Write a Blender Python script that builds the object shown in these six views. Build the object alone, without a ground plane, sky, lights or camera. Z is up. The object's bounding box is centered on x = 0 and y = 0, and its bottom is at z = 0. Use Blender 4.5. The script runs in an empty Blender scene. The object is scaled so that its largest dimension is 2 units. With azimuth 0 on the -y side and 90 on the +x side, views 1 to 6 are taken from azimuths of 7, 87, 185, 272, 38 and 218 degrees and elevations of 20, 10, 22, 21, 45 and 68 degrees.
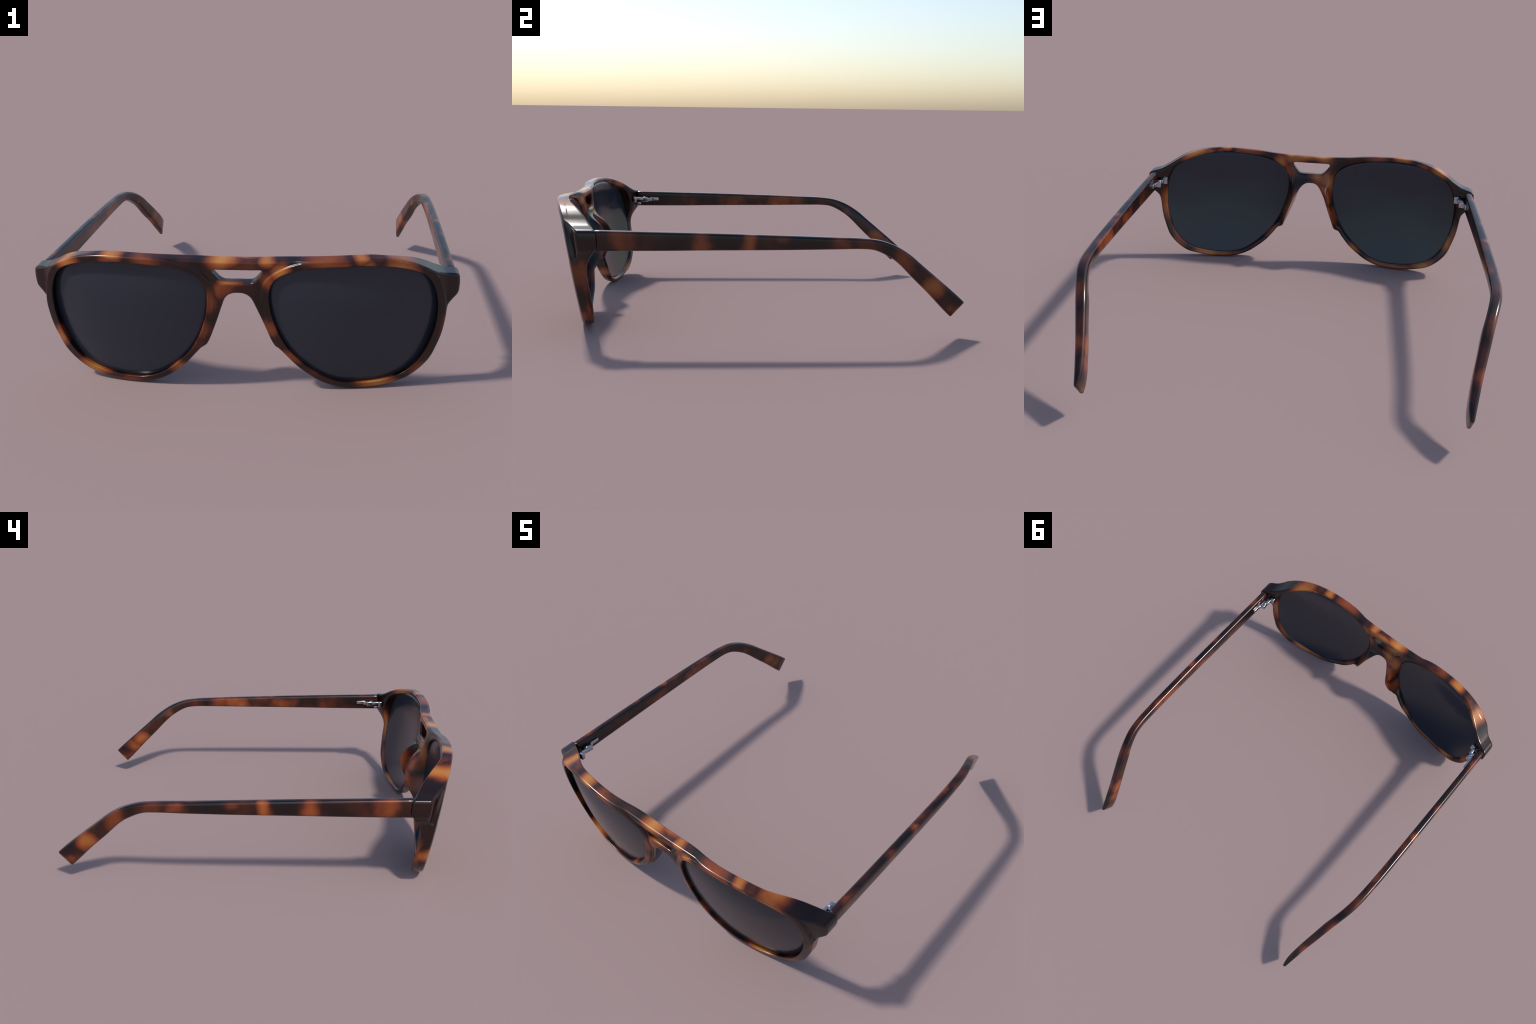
# Tortoiseshell aviator sunglasses with a double bridge, built procedurally.
# Front: an implicit solid (profile curves in the x-z plane, a curved and raked
# front surface, a thickness rule with nose pads and end pieces) meshed in numpy.
# Temples, hinges and lenses: lofts.
import bpy, math
import numpy as np

# ------------------------------------------------------------------ curves
def spline(pts, n, closed=True):
    """Centripetal Catmull-Rom through control points, n samples per span."""
    P = np.array(pts, float)
    m = len(P)
    out = []
    spans = m if closed else m - 1
    for i in range(spans):
        if closed:
            p0, p1, p2, p3 = P[(i - 1) % m], P[i], P[(i + 1) % m], P[(i + 2) % m]
        else:
            p1, p2 = P[i], P[i + 1]
            p0 = P[i - 1] if i else 2 * p1 - p2
            p3 = P[i + 2] if i + 2 < m else 2 * p2 - p1
        t0 = 0.0
        t1 = t0 + np.linalg.norm(p1 - p0) ** 0.5
        t2 = t1 + np.linalg.norm(p2 - p1) ** 0.5
        t3 = t2 + np.linalg.norm(p3 - p2) ** 0.5
        for k in range(n):
            t = t1 + (t2 - t1) * k / n
            a1 = (t1 - t) / (t1 - t0) * p0 + (t - t0) / (t1 - t0) * p1
            a2 = (t2 - t) / (t2 - t1) * p1 + (t - t1) / (t2 - t1) * p2
            a3 = (t3 - t) / (t3 - t2) * p2 + (t - t2) / (t3 - t2) * p3
            b1 = (t2 - t) / (t2 - t0) * a1 + (t - t0) / (t2 - t0) * a2
            b2 = (t3 - t) / (t3 - t1) * a2 + (t - t1) / (t3 - t1) * a3
            out.append((t2 - t) / (t2 - t1) * b1 + (t - t1) / (t2 - t1) * b2)
    if not closed:
        out.append(P[-1])
    return np.array(out)

def fair(curve, sigma):
    """Even out a closed curve: resample by arc length, low-pass, undo the shrinkage."""
    closed = np.vstack([curve, curve[:1]])
    d = np.r_[0, np.cumsum(np.linalg.norm(np.diff(closed, axis=0), axis=1))]
    n = 360
    t = np.linspace(0, d[-1], n, endpoint=False)
    p = np.stack([np.interp(t, d, closed[:, k]) for k in (0, 1)], 1)
    w = np.exp(-.5 * (2 * np.pi * np.fft.fftfreq(n, d[-1] / n) * sigma) ** 2)[:, None]
    low = lambda q: np.fft.ifft(np.fft.fft(q, axis=0) * w, axis=0).real
    s = low(p)
    return s + low(p - s)

def mirrored(half):
    """Close a right-half profile whose first and last points lie on x = 0."""
    left = [(-x, z) for x, z in half[-2:0:-1]]
    return list(half) + left

# lens opening, rim outline, whole front outline, keyhole between the two bars
LENS = [(.131, .43), (.130, .460), (.134, .487), (.145, .519), (.169, .545), (.207, .568), (.274, .590),
        (.347, .601), (.428, .606), (.51, .607), (.59, .601), (.668, .589), (.735, .568), (.775, .543),
        (.799, .507), (.816, .46), (.825, .403), (.826, .345), (.818, .285), (.802, .225), (.779, .166),
        (.743, .113), (.685, .066), (.61, .041), (.53, .031), (.453, .032), (.39, .047), (.330, .081),
        (.264, .137), (.217, .189), (.183, .247), (.159, .305), (.139, .373)]
RIM = [(.388, .633), (.508, .635), (.558, .633), (.63, .626), (.676, .618), (.718, .606), (.778, .577),
       (.820, .540), (.844, .482), (.859, .412), (.863, .370), (.860, .320), (.848, .250), (.832, .200),
       (.808, .139), (.763, .083), (.705, .040), (.646, .020), (.585, .006), (.49, .001), (.414, .010),
       (.346, .037), (.300, .069), (.243, .119), (.203, .166), (.167, .208), (.145, .257), (.127, .306),
       (.105, .381), (.0955, .44), (.0968, .476), (.108, .517), (.132, .549), (.165, .576), (.216, .602),
       (.255, .616), (.322, .629)]
OUTLINE = [(0, .614), (.1, .615), (.22, .621), (.31, .629), (.388, .633), (.508, .635), (.558, .633),
           (.63, .626), (.676, .618), (.718, .606), (.770, .581), (.812, .556), (.852, .537), (.880, .530), (.901, .525),
           (.913, .517), (.917, .50), (.917, .45), (.912, .432), (.894, .411), (.878, .391), (.867, .370),
           (.860, .320), (.848, .250), (.832, .200), (.808, .139), (.763, .083), (.705, .040), (.646, .020),
           (.585, .006), (.49, .001), (.414, .010), (.346, .037), (.300, .069), (.243, .119),
           (.203, .166), (.176, .198), (.163, .203), (.149, .211), (.134, .237), (.098, .329),
           (.072, .403), (.055, .445), (.040, .461), (.022, .469), (0, .471)]
KEYHOLE = [(0, .576), (.05, .576), (.090, .576), (.101, .574), (.105, .569), (.102, .559), (.088, .541),
           (.073, .526), (.060, .519), (.045, .517), (0, .517)]

def step(a, b, t):
    t = np.clip((t - a) / (b - a), 0, 1)
    return t * t * (3 - 2 * t)

def front_y(x, z):
    """Front surface of the rims: each is domed about its own lens and raked."""
    x = np.abs(x)
    return (-.8019 - .4593 * x + .6078 * x * x - .5053 * z + .5328 * z * z - .0225 * x * z
            + .03 * (1 - ((x - .48) / .385) ** 2 - ((z - .31) / .315) ** 2)
            + .005 * step(.45, .62, z))

# rear of the bridge and the nose pads down the middle: height, depth
MIDDLE = np.array([(.15, -.870), (.205, -.850), (.235, -.836), (.286, -.798), (.32, -.784), (.35, -.784),
                   (.395, -.814), (.443, -.861), (.471, -.893), (.50, -.908), (.55, -.918), (.66, -.928)])
_mz = np.linspace(.15, .66, 256)
_my = np.interp(_mz, *spline(MIDDLE, 12, closed=False).T)

def warp(x, z):
    """Sheared sheet that the meshing grid follows."""
    return -1.0 + .13 * x * x + .15 * (.62 - z)

# ------------------------------------------------ signed distance of a curve
def sdf_grid(poly, X, Z):
    pts = np.stack([X.ravel(), Z.ravel()], 1)
    a = poly
    b = np.roll(poly, -1, 0)
    ab = b - a
    L2 = (ab ** 2).sum(1)
    out = np.empty(len(pts))
    for s in range(0, len(pts), 4000):
        p = pts[s:s + 4000]
        dx = p[:, None, 0] - a[None, :, 0]
        dz = p[:, None, 1] - a[None, :, 1]
        t = np.clip((dx * ab[:, 0] + dz * ab[:, 1]) / L2, 0, 1)
        d2 = (dx - t * ab[:, 0]) ** 2 + (dz - t * ab[:, 1]) ** 2
        d = np.sqrt(d2.min(1))
        cond = (a[None, :, 1] > p[:, None, 1]) != (b[None, :, 1] > p[:, None, 1])
        xi = a[:, 0] + (p[:, None, 1] - a[:, 1]) * ab[:, 0] / np.where(ab[:, 1] == 0, 1e-12, ab[:, 1])
        inside = (cond & (p[:, None, 0] < xi)).sum(1) % 2 == 1
        out[s:s + 4000] = np.where(inside, -d, d)
    return out.reshape(X.shape)

G = .004
GX = np.arange(-.02, .952, G)
GZ = np.arange(-.04, .672, G)
_X, _Z = np.meshgrid(GX, GZ, indexing='ij')
FIELDS = np.stack([
    sdf_grid(spline(mirrored(OUTLINE), 6), _X, _Z),
    sdf_grid(fair(spline(RIM, 8), .022), _X, _Z),
    sdf_grid(fair(spline(LENS, 8), .022), _X, _Z),
    sdf_grid(spline(mirrored(KEYHOLE), 8), _X, _Z)], -1)

def sample(x, z):
    """Bicubic (Catmull-Rom) lookup of the four distance fields at |x|, z."""
    u = np.clip((np.abs(x) - GX[0]) / G, 1, len(GX) - 3.001)
    w = np.clip((z - GZ[0]) / G, 1, len(GZ) - 3.001)
    i, j = u.astype(int), w.astype(int)
    def wt(t):
        t = t[..., None]
        return np.concatenate([-.5 * t + t * t - .5 * t ** 3, 1 - 2.5 * t * t + 1.5 * t ** 3,
                               .5 * t + 2 * t * t - 1.5 * t ** 3, -.5 * t * t + .5 * t ** 3], -1)
    wu, ww = wt(u - i), wt(w - j)
    r = 0
    for p in range(4):
        for q in range(4):
            r = r + FIELDS[i + p - 1, j + q - 1] * (wu[..., p] * ww[..., q])[..., None]
    return r[..., 0], r[..., 1], r[..., 2], r[..., 3]

def cut(a, b, r):
    """Intersection with a rounded edge of radius r."""
    return np.minimum(np.maximum(a, b), -r) + np.hypot(np.maximum(a + r, 0), np.maximum(b + r, 0))

def smin(a, b, k):
    h = np.clip(.5 + .5 * (b - a) / k, 0, 1)
    return b + (a - b) * h - k * h * (1 - h)

def front_solid(x, v, z):
    """Implicit front frame; v is the depth behind the warped sheet."""
    ax = np.abs(x)
    y = warp(x, z) + v
    # the brow rises slightly towards the back
    lift = .16 * np.clip(y + .985, -.03, .05) * step(.45, .6, z) * (1 - step(.5, .75, ax))
    # the pads' inner walls lean away from the nose towards the back
    lean = .16 * np.clip(y + .925, 0, .14) * step(.17, .27, z) * (1 - step(.40, .47, z)) * (1 - step(.18, .26, ax))
    do = sample(np.maximum(ax - lean, 0), z - lift)[0]
    _, dr, dl, dn = sample(x, z - lift)
    do = np.where((z < .36) & (ax > .2), np.minimum(do, dr), do)   # one smooth curve round the lower rim
    h = front_y(x, z)
    # rear: plate behind the rims, end pieces swept back, bridge and wedge-shaped pads
    outer = step(.5, .86, ax)
    thick = .047 + .008 * step(.3, .5, z) + .018 * outer + .050 * step(.60, .86, ax) * step(.31, .47, z)
    thick = thick + .021 * (1 - step(.2, .45, ax)) * (1 - step(.2, .3, z)) * step(.0, .12, z)
    middle = np.interp(z, _mz, _my)
    m = step(.0, .045, dl) * (1 - step(.2 - .1 * step(.5, .58, z), .3 + .08 * step(.5, .58, z), ax)) * step(.18, .26, z)
    rear = h + thick
    rear = rear + (middle - rear) * m
    # front of everything outside the rims: straight bridge, set-back pads and end pieces
    bridge = -.983 + .012 * (1 - step(.50, .58, z)) + .041 * (1 - step(.28, .50, z))
    bridge = bridge + (np.maximum(bridge, h + .010) - bridge) * step(.07, .14, ax) * (1 - step(.54, .60, z))
    t = step(.16, .46, ax)
    plain = bridge + (h + .027 * step(.79, .87, ax) - bridge) * t
    plain = h + (plain - h) * step(.0, .012, dr - do)
    plate = cut(do, -dn, .004)
    plate = cut(plate, plain - y, .009 + .004 * step(.84, .88, ax))
    plate = cut(plate, -dl, .003)
    plate = cut(plate, y - rear, .013 + .009 * step(.2, .26, z) * (1 - step(.40, .47, z)) * (1 - step(.18, .26, ax)))
    ring = cut(dr + .002 * step(.48, .56, z), h - y, .006)
    ring = cut(ring, cut(-dl, h - y, .006), .001)
    ring = np.maximum(ring, y - h - .028)
    return smin(plate, ring, .004)

# -------------------------------------------------- surface nets for the front
def mesh_front():
    h = .004
    xs = np.arange(-.93, .9301, h)
    vs = np.arange(-.04, .204, h)
    zs = np.arange(-.016, .645, h)
    X2, Z2 = np.meshgrid(xs, zs, indexing='ij')
    phi = np.empty((len(xs), len(vs), len(zs)))
    for j, v in enumerate(vs):
        phi[:, j, :] = front_solid(X2, np.full_like(X2, v), Z2)
    nx, nv, nz = phi.shape
    neg = phi < 0
    cells = np.zeros((nx - 1, nv - 1, nz - 1), int)
    for a in (0, 1):
        for b in (0, 1):
            for c in (0, 1):
                cells += neg[a:nx - 1 + a, b:nv - 1 + b, c:nz - 1 + c]
    act = (cells > 0) & (cells < 8)
    idx = -np.ones(act.shape, int)
    I, J, K = np.nonzero(act)
    idx[I, J, K] = np.arange(len(I))
    acc = np.zeros((len(I), 3))
    cnt = np.zeros(len(I))
    corners = [(a, b, c) for a in (0, 1) for b in (0, 1) for c in (0, 1)]
    for p in corners:
        for axis in range(3):
            if p[axis]:
                continue
            q = list(p)
            q[axis] = 1
            fa = phi[I + p[0], J + p[1], K + p[2]]
            fb = phi[I + q[0], J + q[1], K + q[2]]
            m = (fa < 0) != (fb < 0)
            t = np.where(m, fa / np.where(m, fa - fb, 1), 0)
            pos = np.array(p, float)[None, :].repeat(len(I), 0)
            pos[:, axis] += t
            acc += pos * m[:, None]
            cnt += m
    P = acc / cnt[:, None] + np.stack([I, J, K], 1)
    P = np.array([xs[0], vs[0], zs[0]]) + P * h
    quads = []
    for axis in range(3):
        o1, o2 = (axis + 1) % 3, (axis + 2) % 3
        sl_a = [slice(1, -1)] * 3
        sl_b = [slice(1, -1)] * 3
        sl_a[axis] = slice(0, -1)
        sl_b[axis] = slice(1, None)
        fa, fb = neg[tuple(sl_a)], neg[tuple(sl_b)]
        e = np.stack(np.nonzero(fa != fb), 1)
        base = e.copy()
        base[:, o1] += 1
        base[:, o2] += 1
        flip = fa[tuple(e.T)]
        def cell(d1, d2):
            c = base.copy()
            c[:, o1] -= d1
            c[:, o2] -= d2
            return idx[tuple(c.T)]
        q = np.stack([cell(1, 1), cell(0, 1), cell(0, 0), cell(1, 0)], 1)
        q[~flip] = q[~flip][:, ::-1]
        quads.append(q)
    Q = np.concatenate(quads)
    Q = Q[(Q >= 0).all(1)]
    # relax along the surface, then project back on to the exact implicit surface
    edges = np.concatenate([Q[:, [0, 1]], Q[:, [1, 2]], Q[:, [2, 3]], Q[:, [3, 0]]])
    def grad(P, e=.0012):
        g = np.empty_like(P)
        for k in range(3):
            d = np.zeros(3)
            d[k] = e
            g[:, k] = (front_solid(*(P + d).T) - front_solid(*(P - d).T)) / (2 * e)
        return g
    for it in range(3):
        s = np.zeros_like(P)
        n = np.zeros(len(P))
        np.add.at(s, edges[:, 0], P[edges[:, 1]])
        np.add.at(n, edges[:, 0], 1)
        P = P + .5 * (s / np.maximum(n, 1)[:, None] - P)
        for _ in range(2):
            g = grad(P)
            f = front_solid(*P.T)
            stepv = -(f / np.maximum((g ** 2).sum(1), .2))[:, None] * g
            l = np.linalg.norm(stepv, axis=1, keepdims=True)
            P = P + stepv * np.minimum(1, .003 / np.maximum(l, 1e-9))
    g = grad(P, .0018)
    # normals from the warped space (x, v, z) to the world (y = warp + v)
    fx, fz = .26 * P[:, 0], np.full(len(P), -.15)
    N = np.stack([g[:, 0] - g[:, 1] * fx, g[:, 1], g[:, 2] - g[:, 1] * fz], 1)
    N /= np.maximum(np.linalg.norm(N, axis=1, keepdims=True), 1e-9)
    W = P.copy()
    W[:, 1] = warp(P[:, 0], P[:, 2]) + P[:, 1]
    return W, Q, N, P

# ------------------------------------------------------------------ materials
def group_spot():
    """One soft-edged elliptical patch: strength where it sits, 0 elsewhere."""
    g = bpy.data.node_groups.new('amber_patch', 'ShaderNodeTree')
    for nm, tp in (('Position', 'NodeSocketVector'), ('Centre', 'NodeSocketVector'),
                   ('Scale', 'NodeSocketVector'), ('Strength', 'NodeSocketFloat'), ('Below', 'NodeSocketFloat')):
        g.interface.new_socket(nm, in_out='INPUT', socket_type=tp)
    g.interface.new_socket('Level', in_out='OUTPUT', socket_type='NodeSocketFloat')
    i = g.nodes.new('NodeGroupInput')
    o = g.nodes.new('NodeGroupOutput')
    sub = g.nodes.new('ShaderNodeVectorMath'); sub.operation = 'SUBTRACT'
    mul = g.nodes.new('ShaderNodeVectorMath'); mul.operation = 'MULTIPLY'
    ln = g.nodes.new('ShaderNodeVectorMath'); ln.operation = 'LENGTH'
    mr = g.nodes.new('ShaderNodeMapRange'); mr.interpolation_type = 'SMOOTHSTEP'
    mr.inputs['From Min'].default_value = .1
    mr.inputs['From Max'].default_value = 1.45
    mr.inputs['To Min'].default_value = 1
    mr.inputs['To Max'].default_value = 0
    m2 = g.nodes.new('ShaderNodeMath'); m2.operation = 'MULTIPLY'
    mx = g.nodes.new('ShaderNodeMath'); mx.operation = 'MAXIMUM'
    l = g.links.new
    l(i.outputs['Position'], sub.inputs[0]); l(i.outputs['Centre'], sub.inputs[1])
    l(sub.outputs[0], mul.inputs[0]); l(i.outputs['Scale'], mul.inputs[1])
    l(mul.outputs[0], ln.inputs[0]); l(ln.outputs['Value'], mr.inputs['Value'])
    l(mr.outputs[0], m2.inputs[0]); l(i.outputs['Strength'], m2.inputs[1])
    l(m2.outputs[0], mx.inputs[0]); l(i.outputs['Below'], mx.inputs[1])
    l(mx.outputs[0], o.inputs['Level'])
    return g

SPOT = group_spot()

def tortoiseshell(name, patches, mirror=False):
    """patches: (x, y, z, rx, ry, rz, strength); a huge radius means 'all along'."""
    m = bpy.data.materials.new(name)
    m.use_nodes = True
    nt = m.node_tree
    N, l = nt.nodes, nt.links.new
    bsdf = N['Principled BSDF']
    tc = N.new('ShaderNodeTexCoord')
    pos = tc.outputs['Object']
    if mirror:
        ab = N.new('ShaderNodeVectorMath'); ab.operation = 'ABSOLUTE'
        sep = N.new('ShaderNodeSeparateXYZ'); com = N.new('ShaderNodeCombineXYZ')
        l(pos, ab.inputs[0]); 
        sep2 = N.new('ShaderNodeSeparateXYZ')
        l(pos, sep2.inputs[0]); l(ab.outputs[0], sep.inputs[0])
        l(sep.outputs[0], com.inputs[0]); l(sep2.outputs[1], com.inputs[1]); l(sep2.outputs[2], com.inputs[2])
        pos = com.outputs[0]
    # wobble the coordinates so that no patch is a clean ellipse
    nz = N.new('ShaderNodeTexNoise'); nz.inputs['Scale'].default_value = 4.2
    nz.inputs['Detail'].default_value = 1
    l(pos, nz.inputs['Vector'])
    s1 = N.new('ShaderNodeVectorMath'); s1.operation = 'SUBTRACT'
    s1.inputs[1].default_value = (.5, .5, .5)
    l(nz.outputs['Color'], s1.inputs[0])
    s2 = N.new('ShaderNodeVectorMath'); s2.operation = 'SCALE'; s2.inputs['Scale'].default_value = .105
    l(s1.outputs[0], s2.inputs[0])
    s3 = N.new('ShaderNodeVectorMath'); s3.operation = 'ADD'
    l(pos, s3.inputs[0]); l(s2.outputs[0], s3.inputs[1])
    fine = N.new('ShaderNodeTexNoise'); fine.inputs['Scale'].default_value = 16
    l(pos, fine.inputs['Vector'])
    f1 = N.new('ShaderNodeVectorMath'); f1.operation = 'SUBTRACT'; f1.inputs[1].default_value = (.5, .5, .5)
    l(fine.outputs['Color'], f1.inputs[0])
    f2 = N.new('ShaderNodeVectorMath'); f2.operation = 'SCALE'; f2.inputs['Scale'].default_value = .028
    l(f1.outputs[0], f2.inputs[0])
    f3 = N.new('ShaderNodeVectorMath'); f3.operation = 'ADD'
    l(s3.outputs[0], f3.inputs[0]); l(f2.outputs[0], f3.inputs[1])
    # cloudy undertone
    n2 = N.new('ShaderNodeTexNoise'); n2.inputs['Scale'].default_value = 5.5
    n2.inputs['Detail'].default_value = 1.5
    l(pos, n2.inputs['Vector'])
    mr = N.new('ShaderNodeMapRange')
    mr.inputs['From Min'].default_value = .36; mr.inputs['From Max'].default_value = .70
    mr.inputs['To Min'].default_value = 0; mr.inputs['To Max'].default_value = .32
    l(n2.outputs['Fac'], mr.inputs['Value'])
    level = mr.outputs[0]
    if not mirror:
        sx = N.new('ShaderNodeSeparateXYZ'); mg = N.new('ShaderNodeVectorMath'); mg.operation = 'ABSOLUTE'
        l(pos, mg.inputs[0]); l(mg.outputs[0], sx.inputs[0])
        calm = N.new('ShaderNodeMapRange')
        calm.inputs['From Min'].default_value = .72; calm.inputs['From Max'].default_value = .82
        calm.inputs['To Min'].default_value = 1; calm.inputs['To Max'].default_value = .35
        l(sx.outputs[0], calm.inputs['Value'])
        mm = N.new('ShaderNodeMath'); mm.operation = 'MULTIPLY'
        l(level, mm.inputs[0]); l(calm.outputs[0], mm.inputs[1])
        level = mm.outputs[0]
    for (x, y, z, rx, ry, rz, s) in patches:
        g = N.new('ShaderNodeGroup'); g.node_tree = SPOT
        l(f3.outputs[0], g.inputs['Position'])
        g.inputs['Centre'].default_value = (x, y, z)
        g.inputs['Scale'].default_value = (1 / rx, 1 / ry, 1 / rz)
        g.inputs['Strength'].default_value = s
        l(level, g.inputs['Below'])
        level = g.outputs['Level']
    ramp = N.new('ShaderNodeValToRGB')
    cr = ramp.color_ramp
    cr.elements[0].position = 0; cr.elements[0].color = (.0055, .0024, .0021, 1)
    cr.elements[1].position = 1; cr.elements[1].color = (.47, .190, .044, 1)
    for p, c in ((.10, (.0125, .0032, .0020)), (.25, (.044, .0095, .0038)), (.5, (.205, .045, .011)), (.75, (.34, .108, .021))):
        e = cr.elements.new(p); e.color = (*c, 1)
    l(level, ramp.inputs[0])
    l(ramp.outputs[0], bsdf.inputs['Base Color'])
    bsdf.inputs['Roughness'].default_value = .2
    bsdf.inputs['IOR'].default_value = 1.5
    return m

FAR = 50.
FRONT_PATCHES = [
    # x, y, z, rx, ry, rz, strength  (most of the pattern runs through the plate in y)
    (-.725, 0, .590, .065, FAR, .060, .85), (-.64, 0, .64, .05, FAR, .04, .45),
    (-.52, 0, .635, .065, FAR, .040, .9), (-.53, 0, .60, .06, FAR, .035, .5), (-.37, 0, .625, .085, FAR, .035, .5),
    (-.065, 0, .61, .085, FAR, .055, 1.0), (-.03, 0, .50, .055, FAR, .040, .85), (-.06, 0, .47, .07, FAR, .055, .5),
    (-.12, 0, .43, .035, FAR, .08, .5), (-.155, 0, .30, .045, FAR, .08, .5),
    (-.80, 0, .185, .045, FAR, .055, .8), (-.67, 0, .06, .09, FAR, .055, .92),
    (-.27, 0, .10, .065, FAR, .055, .82), (-.53, 0, .01, .12, FAR, .035, .48),
    (.105, 0, .615, .045, FAR, .035, .8), (.165, 0, .575, .045, FAR, .05, .85), (.12, 0, .53, .04, FAR, .055, .5),
    (.35, 0, .625, .11, FAR, .040, .54), (.40, 0, .60, .06, FAR, .045, .58),
    (.50, 0, .64, .045, FAR, .035, .8), (.53, 0, .60, .045, FAR, .035, .65),
    (.68, 0, .60, .085, FAR, .055, .88),
    (.13, 0, .31, .055, FAR, .07, .5), (.22, 0, .16, .07, FAR, .055, .5),
    (.59, 0, .02, .11, FAR, .045, .92), (.86, 0, .30, .04, FAR, .08, .46), (.77, 0, .10, .07, FAR, .07, .5),
    # behind: bar, bridge, pads and the backs of the rims
    (.06, -.915, .60, .14, .035, .035, .85), (-.11, -.895, .50, .10, .045, .12, .74),
    (.125, -.79, .31, .10, .095, .17, .84), (-.14, -.79, .28, .08, .08, .14, .66),
    (.82, -.79, .33, .05, .05, .12, .72), (.61, -.92, .60, .07, .035, .035, .75),
    (.45, -.835, .015, .36, .032, .05, .62), (-.45, -.835, .02, .36, .032, .05, .60),
    (.78, -.785, .14, .08, .032, .09, .55), (-.82, -.785, .20, .06, .032, .12, .55), (-.66, -.90, .585, .09, .035, .04, .7),
]
TEMPLE_PATCHES = [
    # outer face
    (.93, -.61, .47, .05, .085, .30, .55), (.93, -.27, .46, .05, .065, .12, .58), (.93, -.05, .48, .07, .060, .20, .64),
    (.93, .10, .50, .05, .06, .04, .4), (.93, .38, .46, .055, .085, .09, .68), (.89, .69, .37, .08, .09, .12, .5),
    (.83, .84, .23, .09, .075, .075, .74), (.80, .93, .12, .05, .05, .04, .5),
    # inner face
    (.85, -.42, .46, .035, .09, FAR, .5), (.85, -.13, .455, .04, .12, .07, .68), (.85, .18, .46, .04, .11, .07, .68),
    (.85, .30, .47, .04, .10, .08, .45), (.80, .64, .41, .05, .06, .06, .55), (.75, .85, .21, .04, .10, .07, .76),
    (.765, .97, .11, .03, .04, .03, .6),
]

M_FRONT = tortoiseshell('tortoiseshell_acetate', FRONT_PATCHES)
M_TEMPLE = tortoiseshell('tortoiseshell_temple', TEMPLE_PATCHES, mirror=True)

def plain(name, col, rough, metal=0.0):
    m = bpy.data.materials.new(name)
    m.use_nodes = True
    b = m.node_tree.nodes['Principled BSDF']
    n = m.node_tree.nodes.new('ShaderNodeTexNoise')
    n.inputs['Scale'].default_value = 30
    r = m.node_tree.nodes.new('ShaderNodeMapRange')
    r.inputs['To Min'].default_value = rough * .9
    r.inputs['To Max'].default_value = rough * 1.1
    m.node_tree.links.new(n.outputs['Fac'], r.inputs['Value'])
    m.node_tree.links.new(r.outputs[0], b.inputs['Roughness'])
    b.inputs['Base Color'].default_value = (*col, 1)
    b.inputs['Metallic'].default_value = metal
    return m

M_LENS = plain('smoke_lens', (.019, .026, .040), .2)
M_METAL = plain('polished_steel', (.50, .50, .52), .22, 1.0)

# -------------------------------------------------------------------- objects
root = bpy.data.objects.new('sunglasses', None)
bpy.context.scene.collection.objects.link(root)
root['label'] = 'tortoiseshell aviator sunglasses with double bridge and dark lenses'
root['category'] = 'sunglasses'

def add(name, verts, faces, mat, parent=root, normals=None, smooth=True):
    me = bpy.data.meshes.new(name)
    me.from_pydata([tuple(map(float, v)) for v in verts], [], [tuple(map(int, f)) for f in faces])
    me.materials.append(mat)
    me.polygons.foreach_set('use_smooth', [smooth] * len(me.polygons))
    if normals is not None:
        me.normals_split_custom_set_from_vertices([tuple(map(float, n)) for n in normals])
    me.update()
    ob = bpy.data.objects.new(name, me)
    bpy.context.scene.collection.objects.link(ob)
    ob.parent = parent
    return ob

# front frame: one surface, separated by region
W, Q, NRM, P = mesh_front()
cx = P[Q].mean(1)
_, dr_c, _, _ = sample(cx[:, 0], cx[:, 2])
ax = np.abs(cx[:, 0])
outside = dr_c > .0015
region = np.zeros(len(Q), int)                       # rims
region[outside & (ax > .8)] = 1                      # end pieces
region[outside & (ax < .45) & (cx[:, 2] > .42)] = 2  # double bridge with brow bar
region[outside & (ax < .25) & (cx[:, 2] <= .42)] = 3 # nose pads
for code, name in ((0, 'rim'), (1, 'endpiece'), (2, 'bridge'), (3, 'nose_pad')):
    sides = [cx[:, 0] > 0, cx[:, 0] <= 0] if code != 2 else [np.ones(len(Q), bool)]
    for side in sides:
        sel = Q[(region == code) & side]
        used, inv = np.unique(sel, return_inverse=True)
        add(name, W[used], inv.reshape(-1, 4), M_FRONT, normals=NRM[used])

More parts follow.
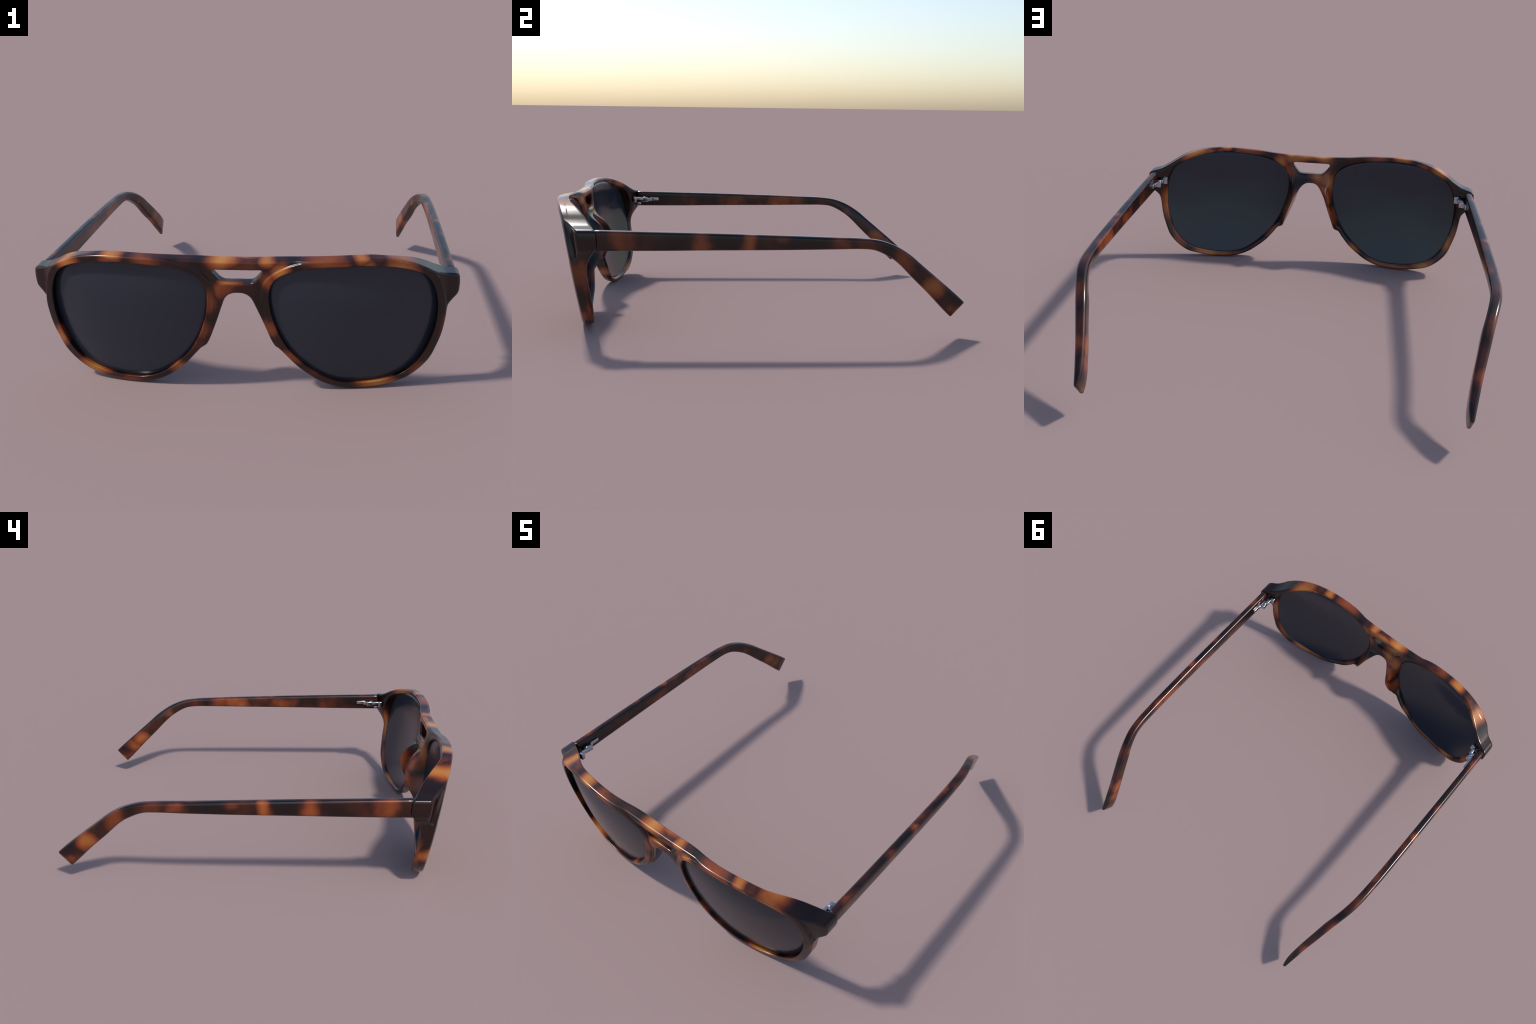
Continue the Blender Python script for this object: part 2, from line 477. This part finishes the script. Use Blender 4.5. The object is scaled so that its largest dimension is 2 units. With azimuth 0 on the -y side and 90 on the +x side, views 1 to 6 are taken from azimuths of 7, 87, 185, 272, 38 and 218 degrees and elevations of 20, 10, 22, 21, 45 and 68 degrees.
# lenses: slabs filling the openings, following the wrap of the front
def lens(side):
    edge = fair(spline(LENS, 8), .022)[::2]
    c = np.array([.475, .33])
    rings = [1.03, .985, .93, .85, .75, .63, .5, .35, .2, .08]
    n = len(edge)
    V, F = [], []
    def layer(v0):
        start = len(V)
        for k, s in enumerate(rings):
            for p in edge:
                x, z = c + (p - c) * s
                V.append((side * x, front_y(x, z) + v0(s, x, z), z))
        V.append((side * c[0], front_y(*c) + v0(0, *c), c[1]))
        return start
    lag = lambda x, z: max(step(.42, .62, z) * step(.2, .55, x), step(.62, .86, x))   # deeper at the top and outside
    f = layer(lambda t, x, z: .019 + .014 * lag(x, z) + (.006 if t > 1 else 0))
    b = layer(lambda t, x, z: .042 + .006 * (1 - t * t) + .016 * lag(x, z))
    for s, up in ((f, True), (b, False)):
        for k in range(len(rings) - 1):
            for i in range(n):
                q = (s + k * n + i, s + k * n + (i + 1) % n, s + (k + 1) * n + (i + 1) % n, s + (k + 1) * n + i)
                F.append(q if up == (side > 0) else q[::-1])
        for i in range(n):
            t = (s + (len(rings) - 1) * n + i, s + (len(rings) - 1) * n + (i + 1) % n, s + len(rings) * n)
            F.append(t if up == (side > 0) else t[::-1])
    for i in range(n):
        q = (f + i, b + i, b + (i + 1) % n, f + (i + 1) % n)
        F.append(q if side > 0 else q[::-1])
    add('lens', V, F, M_LENS)

for s in (1, -1):
    lens(s)

# temples: rounded bars lofted along the side profile
# station: y top, z top, y bottom, z bottom, outer x, inner x
STATIONS = [(-.752, .522, -.752, .427, .906, .866), (-.50, .517, -.50, .428, .908, .868),
            (-.20, .511, -.20, .432, .910, .868), (.10, .503, .10, .435, .911, .867),
            (.35, .495, .35, .439, .909, .863), (.48, .490, .48, .440, .903, .856),
            (.56, .479, .54, .432, .893, .845), (.642, .449, .61, .398, .873, .826),
            (.708, .409, .66, .361, .855, .808), (.777, .352, .738, .284, .834, .789),
            (.866, .278, .818, .207, .808, .767), (.955, .203, .900, .122, .785, .752),
            (1.002, .160, .937, .087, .773, .756)]

def temple(side):
    S = spline([(*s, 0)[:6] for s in STATIONS], 8, closed=False)
    # insert a rounded start and end
    def section(s, shrink, grow):
        yt, zt, yb, zb, xo, xi = s
        top = np.array([0, yt, zt]); bot = np.array([0, yb, zb])
        mid = (top + bot) / 2
        up = (top - bot) / 2
        hh = np.linalg.norm(up); up /= hh
        hw = (xo - xi) / 2
        r = min(.014, hw * .8)
        pts = []
        for qx, qz in ((1, 1), (-1, 1), (-1, -1), (1, -1)):
            a0 = math.atan2(qz, qx) - math.pi / 4
            for k in range(6):
                a = a0 + k * math.pi / 10
                px = qx * (hw - r) + r * math.cos(a)
                pz = qz * (hh - r) + r * math.sin(a)
                px -= qx * shrink if abs(px) > shrink else 0
                pz -= qz * shrink
                p = mid + up * pz + np.array([(xo + xi) / 2 + px, 0, 0])
                pts.append(p + grow)
        return pts
    V = []
    d0 = np.array([0, 1., 0])
    d1 = np.array([0, .72, -.69])
    rows = []
    r = .005
    for k in range(4):
        a = k * math.pi / 6
        rows.append(section(S[0], r * (1 - math.sin(a)), d0 * r * (1 - math.cos(a))))
    for s in S[1:-1]:
        rows.append(section(s, 0, 0 * d0))
    for k in range(4):
        a = (3 - k) * math.pi / 6
        rows.append(section(S[-1], r * (1 - math.sin(a)), -d1 * r * (1 - math.cos(a))))
    n = len(rows[0])
    for row in rows:
        V += [(side * p[0], p[1], p[2]) for p in row]
    F = []
    for k in range(len(rows) - 1):
        for i in range(n):
            q = (k * n + i, (k + 1) * n + i, (k + 1) * n + (i + 1) % n, k * n + (i + 1) % n)
            F.append(q[::-1] if side > 0 else q)
    F.append(tuple(range(n))[::-1] if side < 0 else tuple(range(n)))
    last = (len(rows) - 1) * n
    F.append(tuple(range(last, last + n)) if side < 0 else tuple(range(last + n - 1, last - 1, -1)))
    ob = add('temple', V, F, M_TEMPLE)
    return ob

def box(c, size, bevel, rot=None, taper=1.0):
    """Chamfered box: returns verts, faces; taper scales the +y end."""
    import bmesh
    from mathutils import Matrix, Vector
    bm = bmesh.new()
    bmesh.ops.create_cube(bm, size=1)
    for v in bm.verts:
        t = taper if v.co.y > 0 else 1
        v.co = Vector((v.co.x * size[0], v.co.y * size[1], v.co.z * size[2] * t))
    bmesh.ops.bevel(bm, geom=list(bm.edges), offset=bevel, segments=3, profile=.5, affect='EDGES')
    if rot:
        bmesh.ops.rotate(bm, verts=bm.verts, cent=(0, 0, 0), matrix=Matrix.Rotation(rot, 3, 'Z'))
    bmesh.ops.translate(bm, verts=bm.verts, vec=c)
    bm.verts.index_update()
    V = [tuple(v.co) for v in bm.verts]
    F = [tuple(v.index for v in f.verts) for f in bm.faces]
    bm.free()
    return V, F

def barrel(c, r, h, n=20):
    V, F = [], []
    prof = [(0, -h / 2), (r - .002, -h / 2), (r, -h / 2 + .002), (r, h / 2 - .002), (r - .002, h / 2), (0, h / 2)]
    for rr, z in prof:
        for i in range(n):
            a = 2 * math.pi * i / n
            V.append((c[0] + rr * math.cos(a), c[1] + rr * math.sin(a), c[2] + z))
    for k in range(len(prof) - 1):
        for i in range(n):
            F.append((k * n + i, k * n + (i + 1) % n, (k + 1) * n + (i + 1) % n, (k + 1) * n + i))
    return V, F

def merge(parts, side):
    V, F = [], []
    for v, f in parts:
        o = len(V)
        V += [(side * p[0], p[1], p[2]) for p in v]
        F += [tuple(i + o for i in (q if side > 0 else q[::-1])) for q in f]
    return V, F

for s in (1, -1):
    t = temple(s)
    # leaf riveted to the end piece, with its arm
    v, f = merge([box((.825, -.764, .472), (.026, .022, .038), .004),
                  box((.838, -.738, .477), (.020, .050, .018), .004),
                  box((.852, -.742, .446), (.016, .030, .016), .004)], s)
    add('hinge', v, f, M_METAL)
    # temple leaf: knuckle with its screw, and the tapered end of the wire core
    v, f = merge([box((.848, -.700, .470), (.030, .050, .029), .004, rot=.12),
                  barrel((.846, -.703, .486), .010, .006),
                  box((.862, -.672, .470), (.018, .03, .022), .004),
                  box((.863, -.640, .474), (.014, .056, .023), .004, taper=.85)], s)
    add('hinge', v, f, M_METAL, parent=t)
